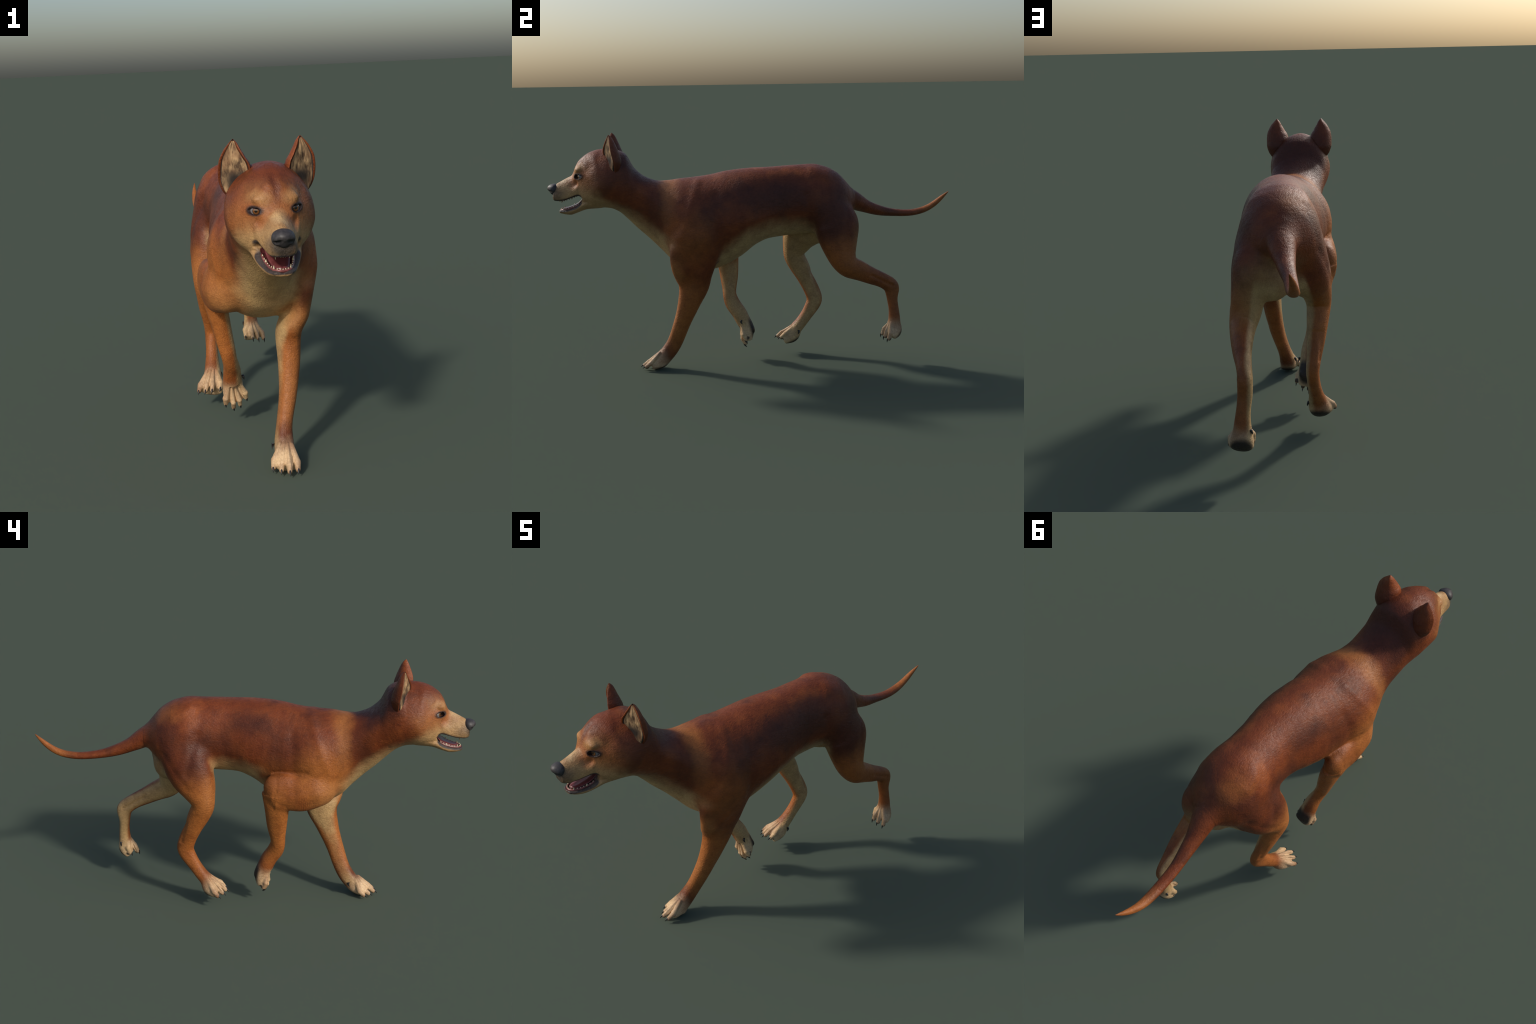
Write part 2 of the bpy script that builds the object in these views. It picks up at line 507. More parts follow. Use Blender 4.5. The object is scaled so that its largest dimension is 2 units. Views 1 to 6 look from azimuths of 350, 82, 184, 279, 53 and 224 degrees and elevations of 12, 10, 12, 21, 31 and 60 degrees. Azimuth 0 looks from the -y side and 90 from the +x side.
NAMES = ["torso", "neck", "head", "tail", "fl", "fr", "hl", "hr", "mouth"]
limbs = {"fl": fore_left, "fr": forearm_right, "hl": hind_left, "hr": hind_right}

def field(P, want_label=False):
    d_t = near(trunk, P)
    d_j = near(jaw, P)
    body = smin(d_t, d_j, .012)
    for shape, k in muscles:
        body = smin(body, near(shape, P), k)
    for shape, k in furrows:
        body = smax(body, -near(shape, P), k)
    d_tail = near(tail, P)
    body = smin(body, d_tail, .025)
    dl = {}
    for i, (n, t) in enumerate(limbs.items()):
        dl[n] = near(t, P) + .0012
    d_upper = near(upper_arm_right, P)
    dl["fr"] = smin(smin(dl["fr"], d_upper, .022), near(elbow_right, P), .018)
    paw_d = [near(p, P) for p in paws]
    for i, n in enumerate(limbs):
        dl[n] = smin(dl[n], paw_d[i], .007)
        for g in paws[i].grooves:
            dl[n] = smax(dl[n], -near(g, P), .006)
    body = smin(body, dl["fl"], .035)
    body = smin(body, dl["fr"], .014)
    hind = smin(dl["hl"], dl["hr"], .03)
    body = smin(body, hind, .035)
    # eyelids, then the opening for the eyeball
    m = (P[:, 1] < -0.78) & (P[:, 2] > .90)
    if m.any():
        Q = P[m]; b = body[m]
        for lid, soc in zip(lids, sockets):
            b = smin(b, lid.dist(Q), .010)
            b = smax(b, -soc.dist(Q), .003)
        for up_lid in upper_lids:
            b = smin(b, up_lid.dist(Q), .005)
        body[m] = b
    # mouth
    g = np.full(len(P), FAR)
    m = (P[:, 1] < -0.77) & (P[:, 2] < .90) & (P[:, 2] > .74)
    if m.any():
        Q = P[m]
        gg = np.minimum(mouth_gap(Q), mouth_hollow(Q))
        g[m] = mouth_hollow(Q)
        body[m] = smax(body[m], -gg, .006)
    m = np.abs(body) < .03
    if m.any():
        body[m] = body[m] - relief(P[m])
    body = body + SHRINK
    if not want_label:
        return body
    neck_plane = (P[:, 1] + 0.44) - 0.9 * (P[:, 2] - .75)
    head_plane = (P[:, 1] + 0.645) - 0.35 * (P[:, 2] - .90)
    region = np.where(head_plane < 0, 2, np.where(neck_plane < 0, 1, 0))
    cand = np.stack([np.minimum(d_t, d_j), d_tail] +
                    [np.where((P[:, 2] < .70), dl[n], FAR) for n in limbs], 1)
    cand[:, 1] += np.where(P[:, 1] > .50, -1, FAR)
    a = np.argmin(cand, axis=1)
    lab = np.where(a == 0, region, a + 2)
    lab = np.where((g < .0022) & (lab == 2), 8, lab)
    return body, lab

# --------------------------------------------------- polygonise (surface nets)
def polygonise(h):
    lo = np.array([-.26, -1.03, -.02]); hi = np.array([.27, 1.03, 1.19])
    B = 8
    nb = np.ceil((hi - lo) / (h * B)).astype(int)
    n = nb * B
    F = np.empty(tuple(n), np.float32)
    bc = [lo[a] + (np.arange(nb[a]) + .5) * B * h for a in range(3)]
    G = np.stack(np.meshgrid(*bc, indexing="ij"), -1).reshape(-1, 3)
    dc = field(G)
    F[:] = np.repeat(np.repeat(np.repeat(np.where(dc < 0, -1, 1).reshape(nb), B, 0), B, 1), B, 2)
    keep = np.abs(dc) < B * h * 1.25
    idx = np.argwhere(keep.reshape(nb))
    o = np.stack(np.meshgrid(*[np.arange(B)] * 3, indexing="ij"), -1).reshape(-1, 3)
    for i in range(0, len(idx), 400):
        I = (idx[i:i + 400, None, :] * B + o[None]).reshape(-1, 3)
        F[I[:, 0], I[:, 1], I[:, 2]] = field(lo + (I + .0) * h)
    ins = F < 0
    # cells
    s = ins[:-1, :-1, :-1].astype(np.int8)
    cnt = np.zeros_like(s)
    for dx in (0, 1):
        for dy in (0, 1):
            for dz in (0, 1):
                cnt += ins[dx:n[0] - 1 + dx, dy:n[1] - 1 + dy, dz:n[2] - 1 + dz]
    cells = np.argwhere((cnt > 0) & (cnt < 8))
    vid = np.full(cnt.shape, -1, np.int32)
    vid[tuple(cells.T)] = np.arange(len(cells))
    acc = np.zeros((len(cells), 3)); num = np.zeros(len(cells))
    corners = [(a, b, c) for a in (0, 1) for b in (0, 1) for c in (0, 1)]
    for p in corners:
        for ax in range(3):
            if p[ax]: continue
            q = list(p); q[ax] = 1
            fp = F[cells[:, 0] + p[0], cells[:, 1] + p[1], cells[:, 2] + p[2]]
            fq = F[cells[:, 0] + q[0], cells[:, 1] + q[1], cells[:, 2] + q[2]]
            m = (fp < 0) != (fq < 0)
            t = np.where(m, fp / np.where(m, fp - fq, 1), 0)
            pt = np.tile(np.array(p, float), (len(cells), 1)); pt[:, ax] = t
            acc[m] += pt[m]; num[m] += 1
    V = lo + (cells + acc / num[:, None]) * h
    quads = []
    for ax in range(3):
        a, b = [(1, 2), (2, 0), (0, 1)][ax]
        sl0 = [slice(1, -1)] * 3; sl1 = [slice(1, -1)] * 3
        sl0[ax] = slice(0, -1); sl1[ax] = slice(1, None)
        A, Bq = ins[tuple(sl0)], ins[tuple(sl1)]
        E = np.argwhere(A != Bq)
        off = np.ones(3, int); off[ax] = 0
        E = E + off
        flip = ins[tuple(E.T)]
        def v(da, db):
            c = E.copy(); c[:, a] -= da; c[:, b] -= db
            return vid[tuple(c.T)]
        q = np.stack([v(1, 1), v(0, 1), v(0, 0), v(1, 0)], 1)
        q[~flip] = q[~flip][:, ::-1]
        quads.append(q)
    Q = np.concatenate(quads)
    return V, Q[(Q >= 0).all(1)]

def settle(V, h):
    """Slide vertices on to the zero level and return surface normals."""
    e = h * .5
    tet = np.array([(1, -1, -1), (-1, -1, 1), (-1, 1, -1), (1, 1, 1)], float)
    g = np.zeros_like(V); f = np.zeros(len(V))
    for t in tet:
        d = field(V + e * t)
        g += d[:, None] * t; f += d / 4
    g /= 4 * e
    L = np.linalg.norm(g, axis=1)[:, None] + 1e-9
    n = g / L
    return V - n * np.clip(f / L[:, 0], -h * .5, h * .5)[:, None], n

# ------------------------------------------------------------ material tools
class Nodes:
    def __init__(self, name):
        self.mat = bpy.data.materials.new(name); self.mat.use_nodes = True
        self.t = self.mat.node_tree; self.t.nodes.clear()
        self.out = self.t.nodes.new("ShaderNodeOutputMaterial")
        self.bsdf = self.t.nodes.new("ShaderNodeBsdfPrincipled")
        self.t.links.new(self.bsdf.outputs[0], self.out.inputs[0])
        self.co = self.t.nodes.new("ShaderNodeTexCoord").outputs["Object"]
        self.warp = self.co

    def link(self, sock, v):
        if isinstance(v, bpy.types.NodeSocket): self.t.links.new(v, sock)
        elif v is not None: sock.default_value = v

    def math(self, op, a, b=None, c=None, clamp=False):
        n = self.t.nodes.new("ShaderNodeMath"); n.operation = op; n.use_clamp = clamp
        for s, v in zip(n.inputs, (a, b, c)): self.link(s, v)
        return n.outputs[0]

    def vec(self, op, a, b=None):
        n = self.t.nodes.new("ShaderNodeVectorMath"); n.operation = op
        self.link(n.inputs[0], a); self.link(n.inputs[1], b)
        return n.outputs["Value"] if op in ("LENGTH", "DOT_PRODUCT", "DISTANCE") else n.outputs[0]

    def xyz(self, v):
        n = self.t.nodes.new("ShaderNodeSeparateXYZ"); self.t.links.new(v, n.inputs[0])
        return n.outputs

    def noise(self, scale, detail=3, rough=.55, stretch=None, co=None):
        n = self.t.nodes.new("ShaderNodeTexNoise")
        n.inputs["Scale"].default_value = scale; n.inputs["Detail"].default_value = detail; n.inputs["Roughness"].default_value = rough
        v = co or self.co
        if stretch: v = self.vec("MULTIPLY", v, stretch)
        self.t.links.new(v, n.inputs["Vector"])
        return n.outputs

    def ramp(self, v, a, b, lo=0, hi=1, kind="SMOOTHSTEP"):
        n = self.t.nodes.new("ShaderNodeMapRange"); n.interpolation_type = kind
        for s, x in zip(n.inputs, (v, a, b, lo, hi)): self.link(s, x)
        return n.outputs[0]

    def blob(self, c, r, soft=.5, co=None):
        """1 inside an ellipsoid, fading across its border."""
        v = self.vec("SUBTRACT", co or self.warp, tuple(c))
        v = self.vec("MULTIPLY", v, tuple(1 / x for x in r))
        return self.ramp(self.vec("LENGTH", v), 1 + soft, 1 - soft)

    def curve(self, v, pts, lo, hi):
        """Piecewise profile of a coordinate: pts are (coordinate, value)."""
        n = self.t.nodes.new("ShaderNodeFloatCurve")
        x0, x1 = pts[0][0], pts[-1][0]
        self.link(n.inputs["Value"], self.ramp(v, x0, x1, kind="LINEAR"))
        c = n.mapping.curves[0]
        q = [((x - x0) / (x1 - x0), (y - lo) / (hi - lo)) for x, y in pts]
        c.points[0].location, c.points[1].location = q[0], q[-1]
        for p in q[1:-1]: c.points.new(*p)
        for p in c.points: p.handle_type = "AUTO"
        n.mapping.update()
        return self.math("MULTIPLY_ADD", n.outputs[0], hi - lo, lo)

    def mix(self, f, a, b, mode="MIX"):
        n = self.t.nodes.new("ShaderNodeMix"); n.data_type = "RGBA"; n.blend_type = mode
        self.link(n.inputs[0], f)
        for s, v in ((n.inputs[6], a), (n.inputs[7], b)):
            self.link(s, (*v, 1) if isinstance(v, tuple) and len(v) == 3 else v)
        return n.outputs[2]

    def bump(self, h, strength=.3, dist=.002):
        n = self.t.nodes.new("ShaderNodeBump")
        n.inputs["Strength"].default_value = strength; n.inputs["Distance"].default_value = dist
        self.t.links.new(h, n.inputs["Height"])
        self.t.links.new(n.outputs[0], self.bsdf.inputs["Normal"])

    def set(self, **kw):
        for k, v in kw.items():
            self.link(self.bsdf.inputs[k.replace("_", " ")], (*v, 1) if isinstance(v, tuple) and len(v) == 3 else v)

def plain(name, col, rough=.5, var=.15, scale=60, spec=.5, bump=0, **kw):
    m = Nodes(name)
    n = m.noise(scale)
    m.set(Base_Color=m.mix(m.ramp(n[0], .3, .7), tuple(c * (1 - var) for c in col), tuple(min(1, c * (1 + var)) for c in col)), Roughness=rough, Specular_IOR_Level=spec, **kw)
    if bump: m.bump(m.noise(scale * 3)[0], bump, .001)
    return m.mat

RUST, ORANGE, DARK = (.165, .036, .010), (.40, .135, .030), (.072, .018, .009)
TAN = (.46, .235, .085)
PALE, CREAM, BLACK = (.52, .345, .155), (.69, .485, .28), (.012, .011, .012)

def coat_material():
    m = Nodes("short_rust_coat")
    nz = m.noise(14, 3)
    w = m.vec("MULTIPLY", m.vec("SUBTRACT", nz["Color"], (.5, .5, .5)), (.05, .05, .05))
    m.warp = m.vec("ADD", m.co, w)
    X, Y, Z = m.xyz(m.warp)
    big = m.noise(6.5, 2)[0]
    col = m.mix(m.ramp(big, .38, .66), RUST, (.225, .056, .013))
    wide = m.noise(6.5, 3, .5)[0]
    col = m.mix(m.ramp(wide, .50, .66, 0, .62), col, DARK)
    col = m.mix(m.ramp(wide, .47, .30, 0, .55), col, (.33, .088, .020))
    def lay(mask, c, amount=1.0):
        nonlocal col
        col = m.mix(m.math("MULTIPLY", mask, amount) if amount != 1 else mask, col, c)
    # saddle: dark smudges over the back and hips
    for c, r, a in [((.14, .10, .85), (.10, .17, .075), .85), ((-.10, .00, .90), (.10, .08, .05), .7), ((-.12, .10, .80), (.06, .04, .08), .6), ((-.16, -.13, .70), (.06, .035, .10), .55),
                    ((.12, -.10, .84), (.10, .10, .08), .4), ((-.13, .22, .80), (.08, .09, .07), .6),
                    ((.16, .34, .72), (.08, .10, .14), .85), ((.15, .40, .86), (.08, .05, .10), .6), ((-.18, .24, .68), (.07, .09, .07), .75), ((-.14, .36, .84), (.06, .05, .12), .7),
                    ((.02, .30, .94), (.05, .10, .05), .35), ((-.12, -.16, .80), (.10, .08, .09), .45),
                    ((-.02, -.56, .96), (.14, .10, .07), .8), ((.11, -.48, .80), (.08, .05, .10), .5),
                    ((-.12, -.50, .80), (.06, .05, .08), .5), ((.02, -.33, .95), (.03, .04, .03), .5),
                    ((.15, -.24, .76), (.08, .06, .12), .35)]:
        lay(m.blob(c, r, .6), DARK, a)
    # pale belly, chest and throat
    belly = m.curve(Y, [(-.70, .835), (-.60, .79), (-.50, .72), (-.42, .66), (-.34, .60), (-.26, .56), (-.16, .62), (-.05, .70), (.06, .725), (.18, .725), (.26, .70), (.36, .62), (.50, .60)], .4, 1.0)
    under = m.ramp(m.math("SUBTRACT", belly, Z), -.035, .06)
    Xo, Yo, Zo = m.xyz(m.co)
    band = lambda v, a, b: m.math('MULTIPLY', m.ramp(v, a - .02, a + .02), m.ramp(v, b + .02, b - .02))
    outer = [m.math('MULTIPLY', m.math('MULTIPLY', m.ramp(X, .085, .125), band(Y, -.46, -.19)), m.ramp(Z, .68, .60)),
             m.math('MULTIPLY', m.math('MULTIPLY', m.ramp(X, -.075, -.125), band(Y, -.34, -.05)), m.ramp(Z, .70, .66)),
             m.math('MULTIPLY', m.ramp(X, .10, .14), m.ramp(Y, .24, .29)), m.math('MULTIPLY', m.ramp(X, -.10, -.14), m.ramp(Y, .10, .15))]
    barrel = m.math("MULTIPLY", m.ramp(Z, .44, .50), m.math("MULTIPLY", m.ramp(Y, .36, .26), m.ramp(Y, -.80, -.70)))
    for o in outer:
        barrel = m.math('MULTIPLY', barrel, m.math('SUBTRACT', 1.0, o))
    lay(m.math("MULTIPLY", under, barrel), PALE, .92)
    # warmer, lighter hair: shoulders, legs, base of the neck
    lay(m.blob((.10, -.37, .26), (.030, .10, .15), .6), (.15, .045, .016), .5)    # dark outer edge of the planted fore leg
    for c, r, a in [((0, -.42, .88), (.14, .05, .10), .7), ((-.15, -.33, .66), (.12, .12, .14), .85),
                    ((.16, -.33, .66), (.10, .10, .12), .4), ((-.16, -.12, .42), (.12, .12, .26), .95),
                    ((.09, -.36, .28), (.12, .12, .20), .8), ((-.15, .20, .48), (.10, .16, .17), .9),
                    ((.14, .42, .52), (.10, .16, .12), .7), ((.12, .66, .32), (.10, .10, .16), .5),
                    ((-.09, .92, .78), (.06, .12, .08), .7), ((-.12, .32, .22), (.10, .12, .16), .7),
                    ((-.05, .34, .92), (.06, .08, .05), .5)]:
        lay(m.blob(c, r, .5), ORANGE, a)
    # pale inner sides of the legs
    wl = m.vec('ADD', m.co, m.vec('MULTIPLY', w, (.25, .25, .25)))
    LX, LY, LZ = m.xyz(wl)
    def inner(side, pts, y0, y1, z0, z1, x_soft=.02, amount=.9):
        xc = m.curve(LZ, pts, -.3, .3)
        d = m.math("SUBTRACT", xc, LX) if side > 0 else m.math("SUBTRACT", LX, xc)
        k = m.math('MULTIPLY', m.ramp(d, .002, x_soft), m.ramp(LX, -.03 * side, .02 * side))
        k = m.math("MULTIPLY", k, m.math("MULTIPLY", m.ramp(LY, y0 - .02, y0 + .01), m.ramp(LY, y1 + .02, y1 - .01)))
        k = m.math("MULTIPLY", k, m.math("MULTIPLY", m.ramp(LZ, z0 - .02, z0 + .02), m.ramp(LZ, z1 + .03, z1 - .03)))
        lay(k, PALE, amount)
    inner(1, [(.05, .016), (.14, .030), (.24, .050), (.34, .064), (.43, .078), (.55, .12)], -.50, -.22, .06, .52)
    inner(-1, [(.05, -.075), (.20, -.080), (.30, -.090), (.42, -.112), (.55, -.135)], -.24, 0, .06, .50)
    inner(1, [(.10, .115), (.20, .112), (.30, .108), (.38, .105), (.45, .118), (.55, .115), (.70, .09)], .26, .75, .10, .66)
    inner(-1, [(.05, -.13), (.16, -.115), (.28, -.105), (.40, -.115), (.52, -.125), (.70, -.09)], .10, .42, .05, .66)
    # buttocks
    lay(m.blob((0, .47, .62), (.13, .07, .13), .5), PALE, .55)
    # golden face, shoulders and neck bands
    for c, r, a in [((-.04, -.80, .93), (.13, .10, .09), .75), ((-.02, -.43, .80), (.19, .035, .13), .45), ((-.14, -.36, .58), (.09, .07, .07), .7),
                    ((.12, -.40, .52), (.06, .04, .07), .7), ((.09, -.42, .22), (.10, .05, .12), .35), ((-.17, .16, .56), (.05, .05, .08), .4)]:
        lay(m.blob(c, r, .6), (.40, .165, .05), a)
    # head: dark nape, pale lower face and muzzle
    lay(m.blob((-.02, -.62, 1.03), (.15, .09, .08), .5), DARK, .7)
    face = m.curve(Y, [(-.99, .94), (-.93, .945), (-.89, .935), (-.86, .920), (-.83, .912), (-.78, .895), (-.72, .86), (-.64, .80)], .7, 1.0)
    low = m.math("MULTIPLY", m.ramp(m.math("SUBTRACT", face, Z), -.03, .04), m.ramp(Y, -.66, -.76))
    lay(low, (.46, .285, .125), .9)
    hc = m.co
    for s in (1, -1):
        e = eye_centre(s)
        lay(m.blob((e[0] + s * .0, e[1] - .01, e[2] + .034), (.028, .05, .017), .8), (.48, .26, .10), .75)   # brow
        lay(m.blob((e[0] - s * .008, e[1] - .025, e[2] - .035), (.025, .04, .022), .5), (.36, .105, .032), .55)  # below eye
    lay(m.blob((head_axis(-.91), -.915, .945), (.026, .046, .016), .6), (.54, .37, .19), .8)
    lay(m.blob((head_axis(-.85), -.835, 1.025), (.012, .05, .05), .7), (.11, .030, .014), .8)
    lay(m.blob((head_axis(-.77), -.77, 1.06), (.09, .055, .035), .6), RUST, .7)
    for e in (1, -1):
        lay(m.blob((head_axis(-.94) + e * .036, -.940, .872), (.018, .028, .026), .7), (.16, .105, .065), .55)
        lay(m.blob((head_axis(-.83) + e * .085, -.815, .965), (.030, .030, .022), .7), (.32, .095, .024), .6)
        lay(m.blob((head_axis(-.74) + e * .120, -.735, 1.00), (.035, .05, .04), .7), (.19, .050, .018), .55)
    lay(m.blob((head_axis(-.965), -.968, .872), (.040, .030, .038), .45, co=hc), (.035, .030, .026), .95)
    for s in (1, -1):
        e = eye_centre(s)
        q = EYE_MID[s]
        lay(m.blob((q[0] + s * .001, q[1], q[2] + .001), (.0305, .034, .0160), .25, co=hc), (.024, .017, .019), .97)
    # lips
    Xo, Yo, Zo = m.xyz(m.co)
    up = m.curve(Yo, [(y, z) for y, z in LIP_UP], .7, .95)
    dn = m.curve(Yo, [(y, z) for y, z in LIP_LOW], .7, .95)
    front = m.ramp(Yo, -.825, -.837)
    lip = m.math("MULTIPLY", m.math("MULTIPLY", m.ramp(m.math("SUBTRACT", Zo, up), .013, .005), m.ramp(m.math("SUBTRACT", dn, Zo), .0145, .009)), front)
    lay(lip, (.045, .039, .042), .95)
    # paws
    for p in paws:
        c = p.sole_mid + p.up * .012
        lay(m.blob(c, (.060, .066, .064), .55), CREAM, .97)
    for p in paws:
        c = (p.heel + p.tips.mean(0)) / 2 - p.up * .012 - p.fwd * .006
        # soles: dark where the paw faces away from its upper side
        d = m.vec("DOT_PRODUCT", m.vec("SUBTRACT", m.co, tuple(p.sole_mid)), tuple(p.up))
        k = m.math("MULTIPLY", m.ramp(d, p.sole + .010, p.sole - .007), m.blob(p.sole_mid, (.085, .085, .085), .2, co=hc))
        lay(k, BLACK, .95)
        for q in p.toe_pads:
            lay(m.blob(q, (.0105, .0125, .0095), .35, co=hc), BLACK, .9)
    # mottling and hair grain
    blot = m.noise(24, 4, .6)[0]
    col = m.mix(m.ramp(blot, .46, .70, 0, .38), col, m.mix(1.0, col, (.50, .42, .40), "MULTIPLY"))
    col = m.mix(m.ramp(blot, .46, .28, 0, .30), col, m.mix(1.0, col, (1.45, 1.55, 1.45), "MULTIPLY"))
    grain = m.noise(260, 3, .6, stretch=(1, .45, .8))[0]
    mid = m.noise(105, 3, .6, stretch=(1, .6, .9))[0]
    col = m.mix(m.ramp(grain, .3, .7, .0, .40), col, m.mix(1.0, col, (.45, .40, .38), "MULTIPLY"))
    col = m.mix(m.ramp(mid, .35, .7, .0, .22), col, m.mix(1.0, col, (.6, .55, .5), "MULTIPLY"))
    m.set(Base_Color=col, Roughness=m.ramp(mid, .3, .7, .40, .56), Specular_IOR_Level=.30)
    m.bump(m.math("ADD", grain, m.math("MULTIPLY", mid, 1.1)), .5, .0035)
    return m.mat

# --------------------------------------------------------------- build it
def new_mesh_object(name, V, Fc, mat, parent=None, normals=None, smooth=True):
    me = bpy.data.meshes.new(name)
    if isinstance(Fc, np.ndarray):
        me.vertices.add(len(V)); me.vertices.foreach_set("co", np.asarray(V, np.float32).ravel())
        me.loops.add(Fc.size); me.loops.foreach_set("vertex_index", Fc.astype(np.int32).ravel())
        me.polygons.add(len(Fc)); me.polygons.foreach_set("loop_start", np.arange(0, Fc.size, Fc.shape[1], dtype=np.int32))
        me.update(calc_edges=True); me.validate()
    else:
        me.from_pydata([tuple(v) for v in V], [], [tuple(f) for f in Fc])
    me.materials.append(mat)
    me.polygons.foreach_set("use_smooth", [smooth] * len(me.polygons))
    if normals is not None:
        me.normals_split_custom_set_from_vertices([tuple(n) for n in normals])
    ob = bpy.data.objects.new(name, me)
    bpy.context.scene.collection.objects.link(ob)
    if parent: ob.parent = parent
    return ob

def loop_mesh(rings, close=True):
    """Skin of a stack of equal rings, ends closed."""
    n = len(rings[0]); V = [p for r in rings for p in r]; Fc = []
    for i in range(len(rings) - 1):
        for j in range(n):
            a, b = i * n + j, i * n + (j + 1) % n
            Fc.append((a, b, b + n, a + n))
    if close:
        Fc.append(tuple(range(n))[::-1]); Fc.append(tuple(range(len(V) - n, len(V))))
    return V, Fc

def cone_spike(base, tip, r, bend, seg=10, rings=7, flat=.8):
    """A curved, tapering claw or tooth."""
    base, tip, bend = map(lambda v: np.array(v, float), (base, tip, bend))
    ax = tip - base; L = np.linalg.norm(ax); ax /= L
    s = np.cross(ax, bend); s /= np.linalg.norm(s); u = np.cross(s, ax)
    out = []
    for i in range(rings):
        t = i / (rings - 1)
        c = base + ax * L * t + u * L * .18 * math.sin(t * math.pi) 
        rr = r * (1 - t) ** .75 + .0004
        out.append([c + rr * (math.cos(a) * s * flat + math.sin(a) * u) for a in np.linspace(0, 2 * math.pi, seg, endpoint=False)])
    return loop_mesh(out)

def main():
    V, Q = polygonise(VOXEL)
    V, N = settle(V, VOXEL)
    _, lab = field(V, True)
    fl = np.sort(lab[Q], axis=1)[:, 1]
    coat = coat_material()
    lining = plain("mouth_lining", (.10, .024, .026), .35, .3, 80)
    root = bpy.data.objects.new("dog", None)
    bpy.context.scene.collection.objects.link(root)
    root["label"] = "lean rust-brown short-haired dog trotting with open mouth"
    root["category"] = "dog"
    objs = {}
    names = {"torso": "torso", "neck": "neck", "head": "head", "tail": "tail",
             "fl": "forelimb", "fr": "forelimb", "hl": "hindlimb", "hr": "hindlimb", "mouth": "mouth_lining"}
    for i, n in enumerate(NAMES):
        q = Q[fl == i]
        if not len(q): continue
        used, inv = np.unique(q, return_inverse=True)
        inv = inv.reshape(q.shape)
        objs[n] = new_mesh_object(names[n], V[used], inv, lining if n == "mouth" else coat, root, N[used])
    head = objs["head"]
    objs["mouth"].parent = head
    build_ears(root, coat)

    # claws
    claw_mat = plain("dark_claw_horn", (.016, .014, .015), .35, .4, 90)
    for p, key in zip(paws, ("fl", "fr", "hl", "hr")):
        for t, f in p.claws:
            b = t - f * .030 + p.up * .004
            new_mesh_object("claw", *cone_spike(b, t + f * .002, .0068, p.up), claw_mat, objs[key])
        d = p.dew_dir / np.linalg.norm(p.dew_dir)
        new_mesh_object("claw", *cone_spike(p.dew - d * .012, p.dew + d * .010, .0065, -p.fwd if abs(d @ p.fwd) < .9 else p.up), claw_mat, objs[key])

    # eyes
    em = Nodes("amber_eye")
    for s in (1, -1):
        pass
    iris_dir = {1: np.array([.36, -.93, .05]), -1: np.array([-.40, -.92, .04])}
    for s in (1, -1):
        c = eye_centre(s)
        m = Nodes("amber_eye")
        g = iris_dir[s] / np.linalg.norm(iris_dir[s])
        d = m.vec("DISTANCE", m.co, tuple(c + g * EYE_R))
        col = m.mix(m.ramp(d, .0118, .0106), (.17, .15, .145), (.150, .056, .014))
        col = m.mix(m.math('MULTIPLY', m.ramp(d, .0085, .0108), m.ramp(d, .0122, .0112)), col, (.03, .014, .008))
        col = m.mix(m.ramp(d, .0052, .0043), col, (.01, .007, .005))
        m.set(Base_Color=col, Roughness=.12, Coat_Weight=.6, Coat_Roughness=.05)
        bm = bmesh.new(); bmesh.ops.create_uvsphere(bm, u_segments=32, v_segments=20, radius=EYE_R)
        bmesh.ops.translate(bm, verts=bm.verts, vec=c)
        me = bpy.data.meshes.new("eye"); bm.to_mesh(me); bm.free()
        me.materials.append(m.mat); me.polygons.foreach_set("use_smooth", [True] * len(me.polygons))
        ob = bpy.data.objects.new("eye", me); bpy.context.scene.collection.objects.link(ob); ob.parent = head
    bpy.data.materials.remove(em.mat)

    # nose leather with nostrils
    build_nose(head)
    build_mouth(head)

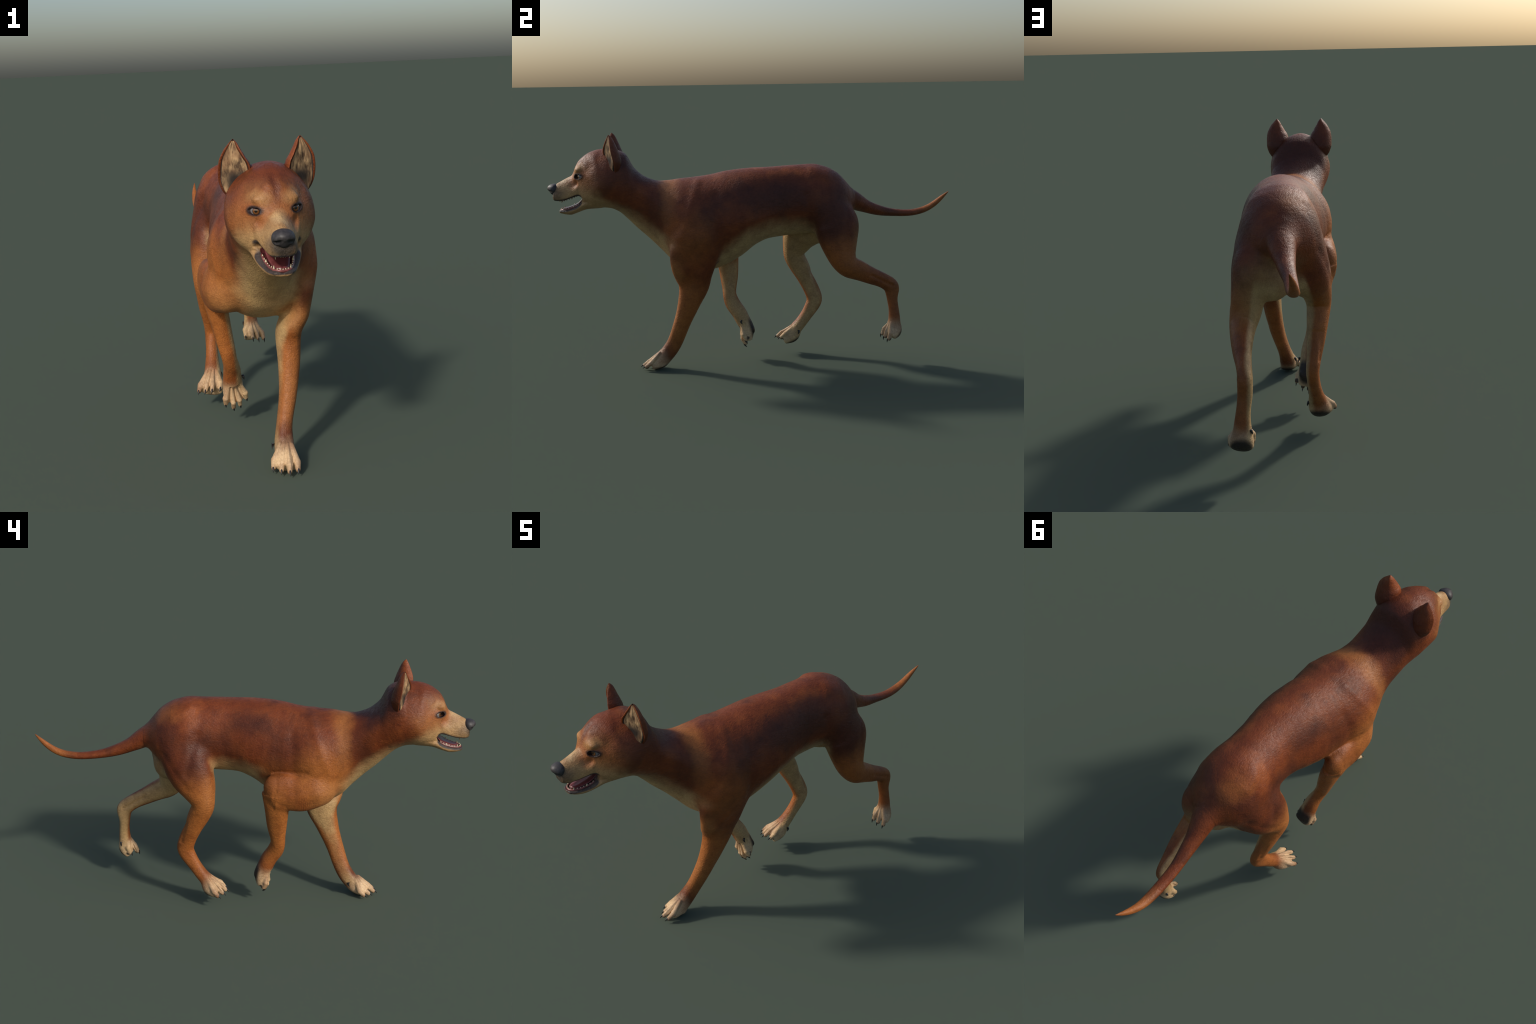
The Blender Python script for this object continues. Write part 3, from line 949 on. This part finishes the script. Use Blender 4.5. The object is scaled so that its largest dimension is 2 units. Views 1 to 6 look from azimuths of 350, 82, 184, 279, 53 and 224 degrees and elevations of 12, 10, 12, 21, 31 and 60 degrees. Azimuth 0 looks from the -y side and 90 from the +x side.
def build_nose(head):
    x = head_axis(-.975)
    lobes = [Ellipsoid((x, -.962, .901), (.0315, .022, .0195)), Ellipsoid((x, -.978, .899), (.022, .0165, .015)),
             Ellipsoid((x + .019, -.966, .889), (.0135, .0165, .0135)), Ellipsoid((x - .019, -.966, .889), (.0135, .0165, .0135)),
             Ellipsoid((x, -.967, .880), (.014, .013, .013))]
    holes = [Capsule((x + .011, -.990, .888), (x + .029, -.974, .884), .0045, .0055), Capsule((x - .011, -.990, .888), (x - .029, -.974, .884), .0045, .0055)]
    def f(P):
        d = lobes[0].dist(P)
        for l in lobes[1:]: d = smin(d, l.dist(P), .012)
        for h in holes: d = smax(d, -h.dist(P), .004)
        d = smax(d, -Capsule((x, -1.004, .870), (x, -1.003, .884), .004, .003).dist(P), .004)
        return d
    V, Fc = [], []
    nu, nv = 64, 40
    c = np.array([x, -.964, .896])
    th = np.linspace(0, math.pi, nv); ph = np.linspace(0, 2 * math.pi, nu, endpoint=False)
    D = np.array([(math.sin(a) * math.cos(b), math.cos(a) * -1, math.sin(a) * math.sin(b)) for a in th for b in ph])
    lo, hi = np.zeros(len(D)), np.full(len(D), .06)
    for _ in range(28):
        mid = (lo + hi) / 2; s = f(c + D * mid[:, None]) < 0
        lo = np.where(s, mid, lo); hi = np.where(s, hi, mid)
    P = c + D * lo[:, None]
    Fc = [(i * nu + j, i * nu + (j + 1) % nu, (i + 1) * nu + (j + 1) % nu, (i + 1) * nu + j) for i in range(nv - 1) for j in range(nu)]
    m = Nodes("nose_leather")
    g = m.noise(160, 3)[0]
    col = m.mix(m.ramp(g, .3, .7), (.028, .025, .026), (.050, .045, .046))
    for s in (1, -1):
        col = m.mix(m.blob((x + s * .019, -.981, .8865), (.0105, .014, .0055), .35), col, (.006, .005, .006))
    col = m.mix(m.ramp(m.xyz(m.co)[2], .886, .872), col, (.022, .020, .022))
    m.set(Base_Color=col, Roughness=.50, Specular_IOR_Level=.4)
    m.bump(g, .35, .001)
    mat = m.mat
    new_mesh_object("nose", P, Fc, mat, head)

def build_mouth(head):
    tongue_mat = plain("wet_tongue", (.15, .038, .038), .3, .2, 60, bump=.2)
    gum_mat = plain("gum", (.19, .055, .05), .3, .2, 60)
    tooth_mat = plain("tooth_ivory", (.46, .39, .25), .3, .1, 60)
    low = lambda y: np.interp(y, *zip(*LIP_LOW)); up = lambda y: np.interp(y, *zip(*LIP_UP))
    half = lambda y: np.interp(y, [-.945, -.935, -.92, -.89, -.86, -.83, -.80], [.012, .022, .029, .037, .045, .052, .054])
    # tongue: a flat, slightly grooved body
    rings = []
    for y in np.linspace(-.80, -.925, 16):
        t = (y + .80) / -.125
        w = half(y) * .74 * (1 if t < .85 else math.sqrt(max(.05, 1 - ((t - .85) / .16) ** 2)))
        z = low(y) + .002 - .004 * t
        r = []
        for a in np.linspace(0, 2 * math.pi, 20, endpoint=False):
            cx = math.cos(a)
            r.append((head_axis(y) + w * cx, y, z + .007 * math.sin(a) - .003 * math.exp(-(cx / .25) ** 2) * (math.sin(a) > 0)))
        rings.append(r)
    new_mesh_object("tongue", *loop_mesh(rings), tongue_mat, head)
    # gums: a rounded band following each dental arch, with teeth set in it
    def arch(t):                       # t from -1 (right corner) to 1 (left corner)
        a = abs(t); 
        y = np.interp(a, [0, .12, .25, .5, .75, 1], [-.934, -.932, -.922, -.895, -.868, -.842])
        w = np.interp(a, [0, .12, .25, .5, .75, 1], [0, .012, .024, .034, .041, .047])
        return head_axis(y) + math.copysign(w, t), y
    ts = np.linspace(-1, 1, 41)
    for upper in (False, True):
        rings = []
        for t in ts:
            x, y = arch(t)
            if upper: y -= .008; x = head_axis(y) + (x - head_axis(y)) * .82
            z = up(y) + .004 if upper else low(y) - .003
            tx, ty = np.array(arch(t + .02)) - np.array(arch(t - .02)); L = math.hypot(tx, ty); nx, ny = ty / L, -tx / L
            rings.append([(x + nx * .0045 * math.cos(a), y + ny * .0045 * math.cos(a), z + .0045 * math.sin(a)) for a in np.linspace(0, 2 * math.pi, 10, endpoint=False)])
        new_mesh_object("gum", *loop_mesh(rings), gum_mat, head)
        for t in (-.95, -.83, -.71, -.60, -.49, -.38, -.26, -.16, -.08, 0.0, .08, .16, .26, .38, .49, .60, .71, .83, .95):
            x, y = arch(t)
            if upper: y -= .008; x = head_axis(y) + (x - head_axis(y)) * .82
            canine = abs(abs(t) - .26) < .02
            big = abs(abs(t) - .71) < .02
            h = .0125 if canine else .0075 if big else .0048
            r = .0036 if canine else .0048 if big else .0030
            h *= rng.uniform(.85, 1.1)
            if upper:
                b = (x, y, up(y)); e = (x, y - .001, up(y) - h)
            else:
                b = (x, y, low(y)); e = (x, y - .001, low(y) + h)
            new_mesh_object("tooth", *cone_spike(b, e, r, (0, 1, 0), 8, 5), tooth_mat, head)

main()
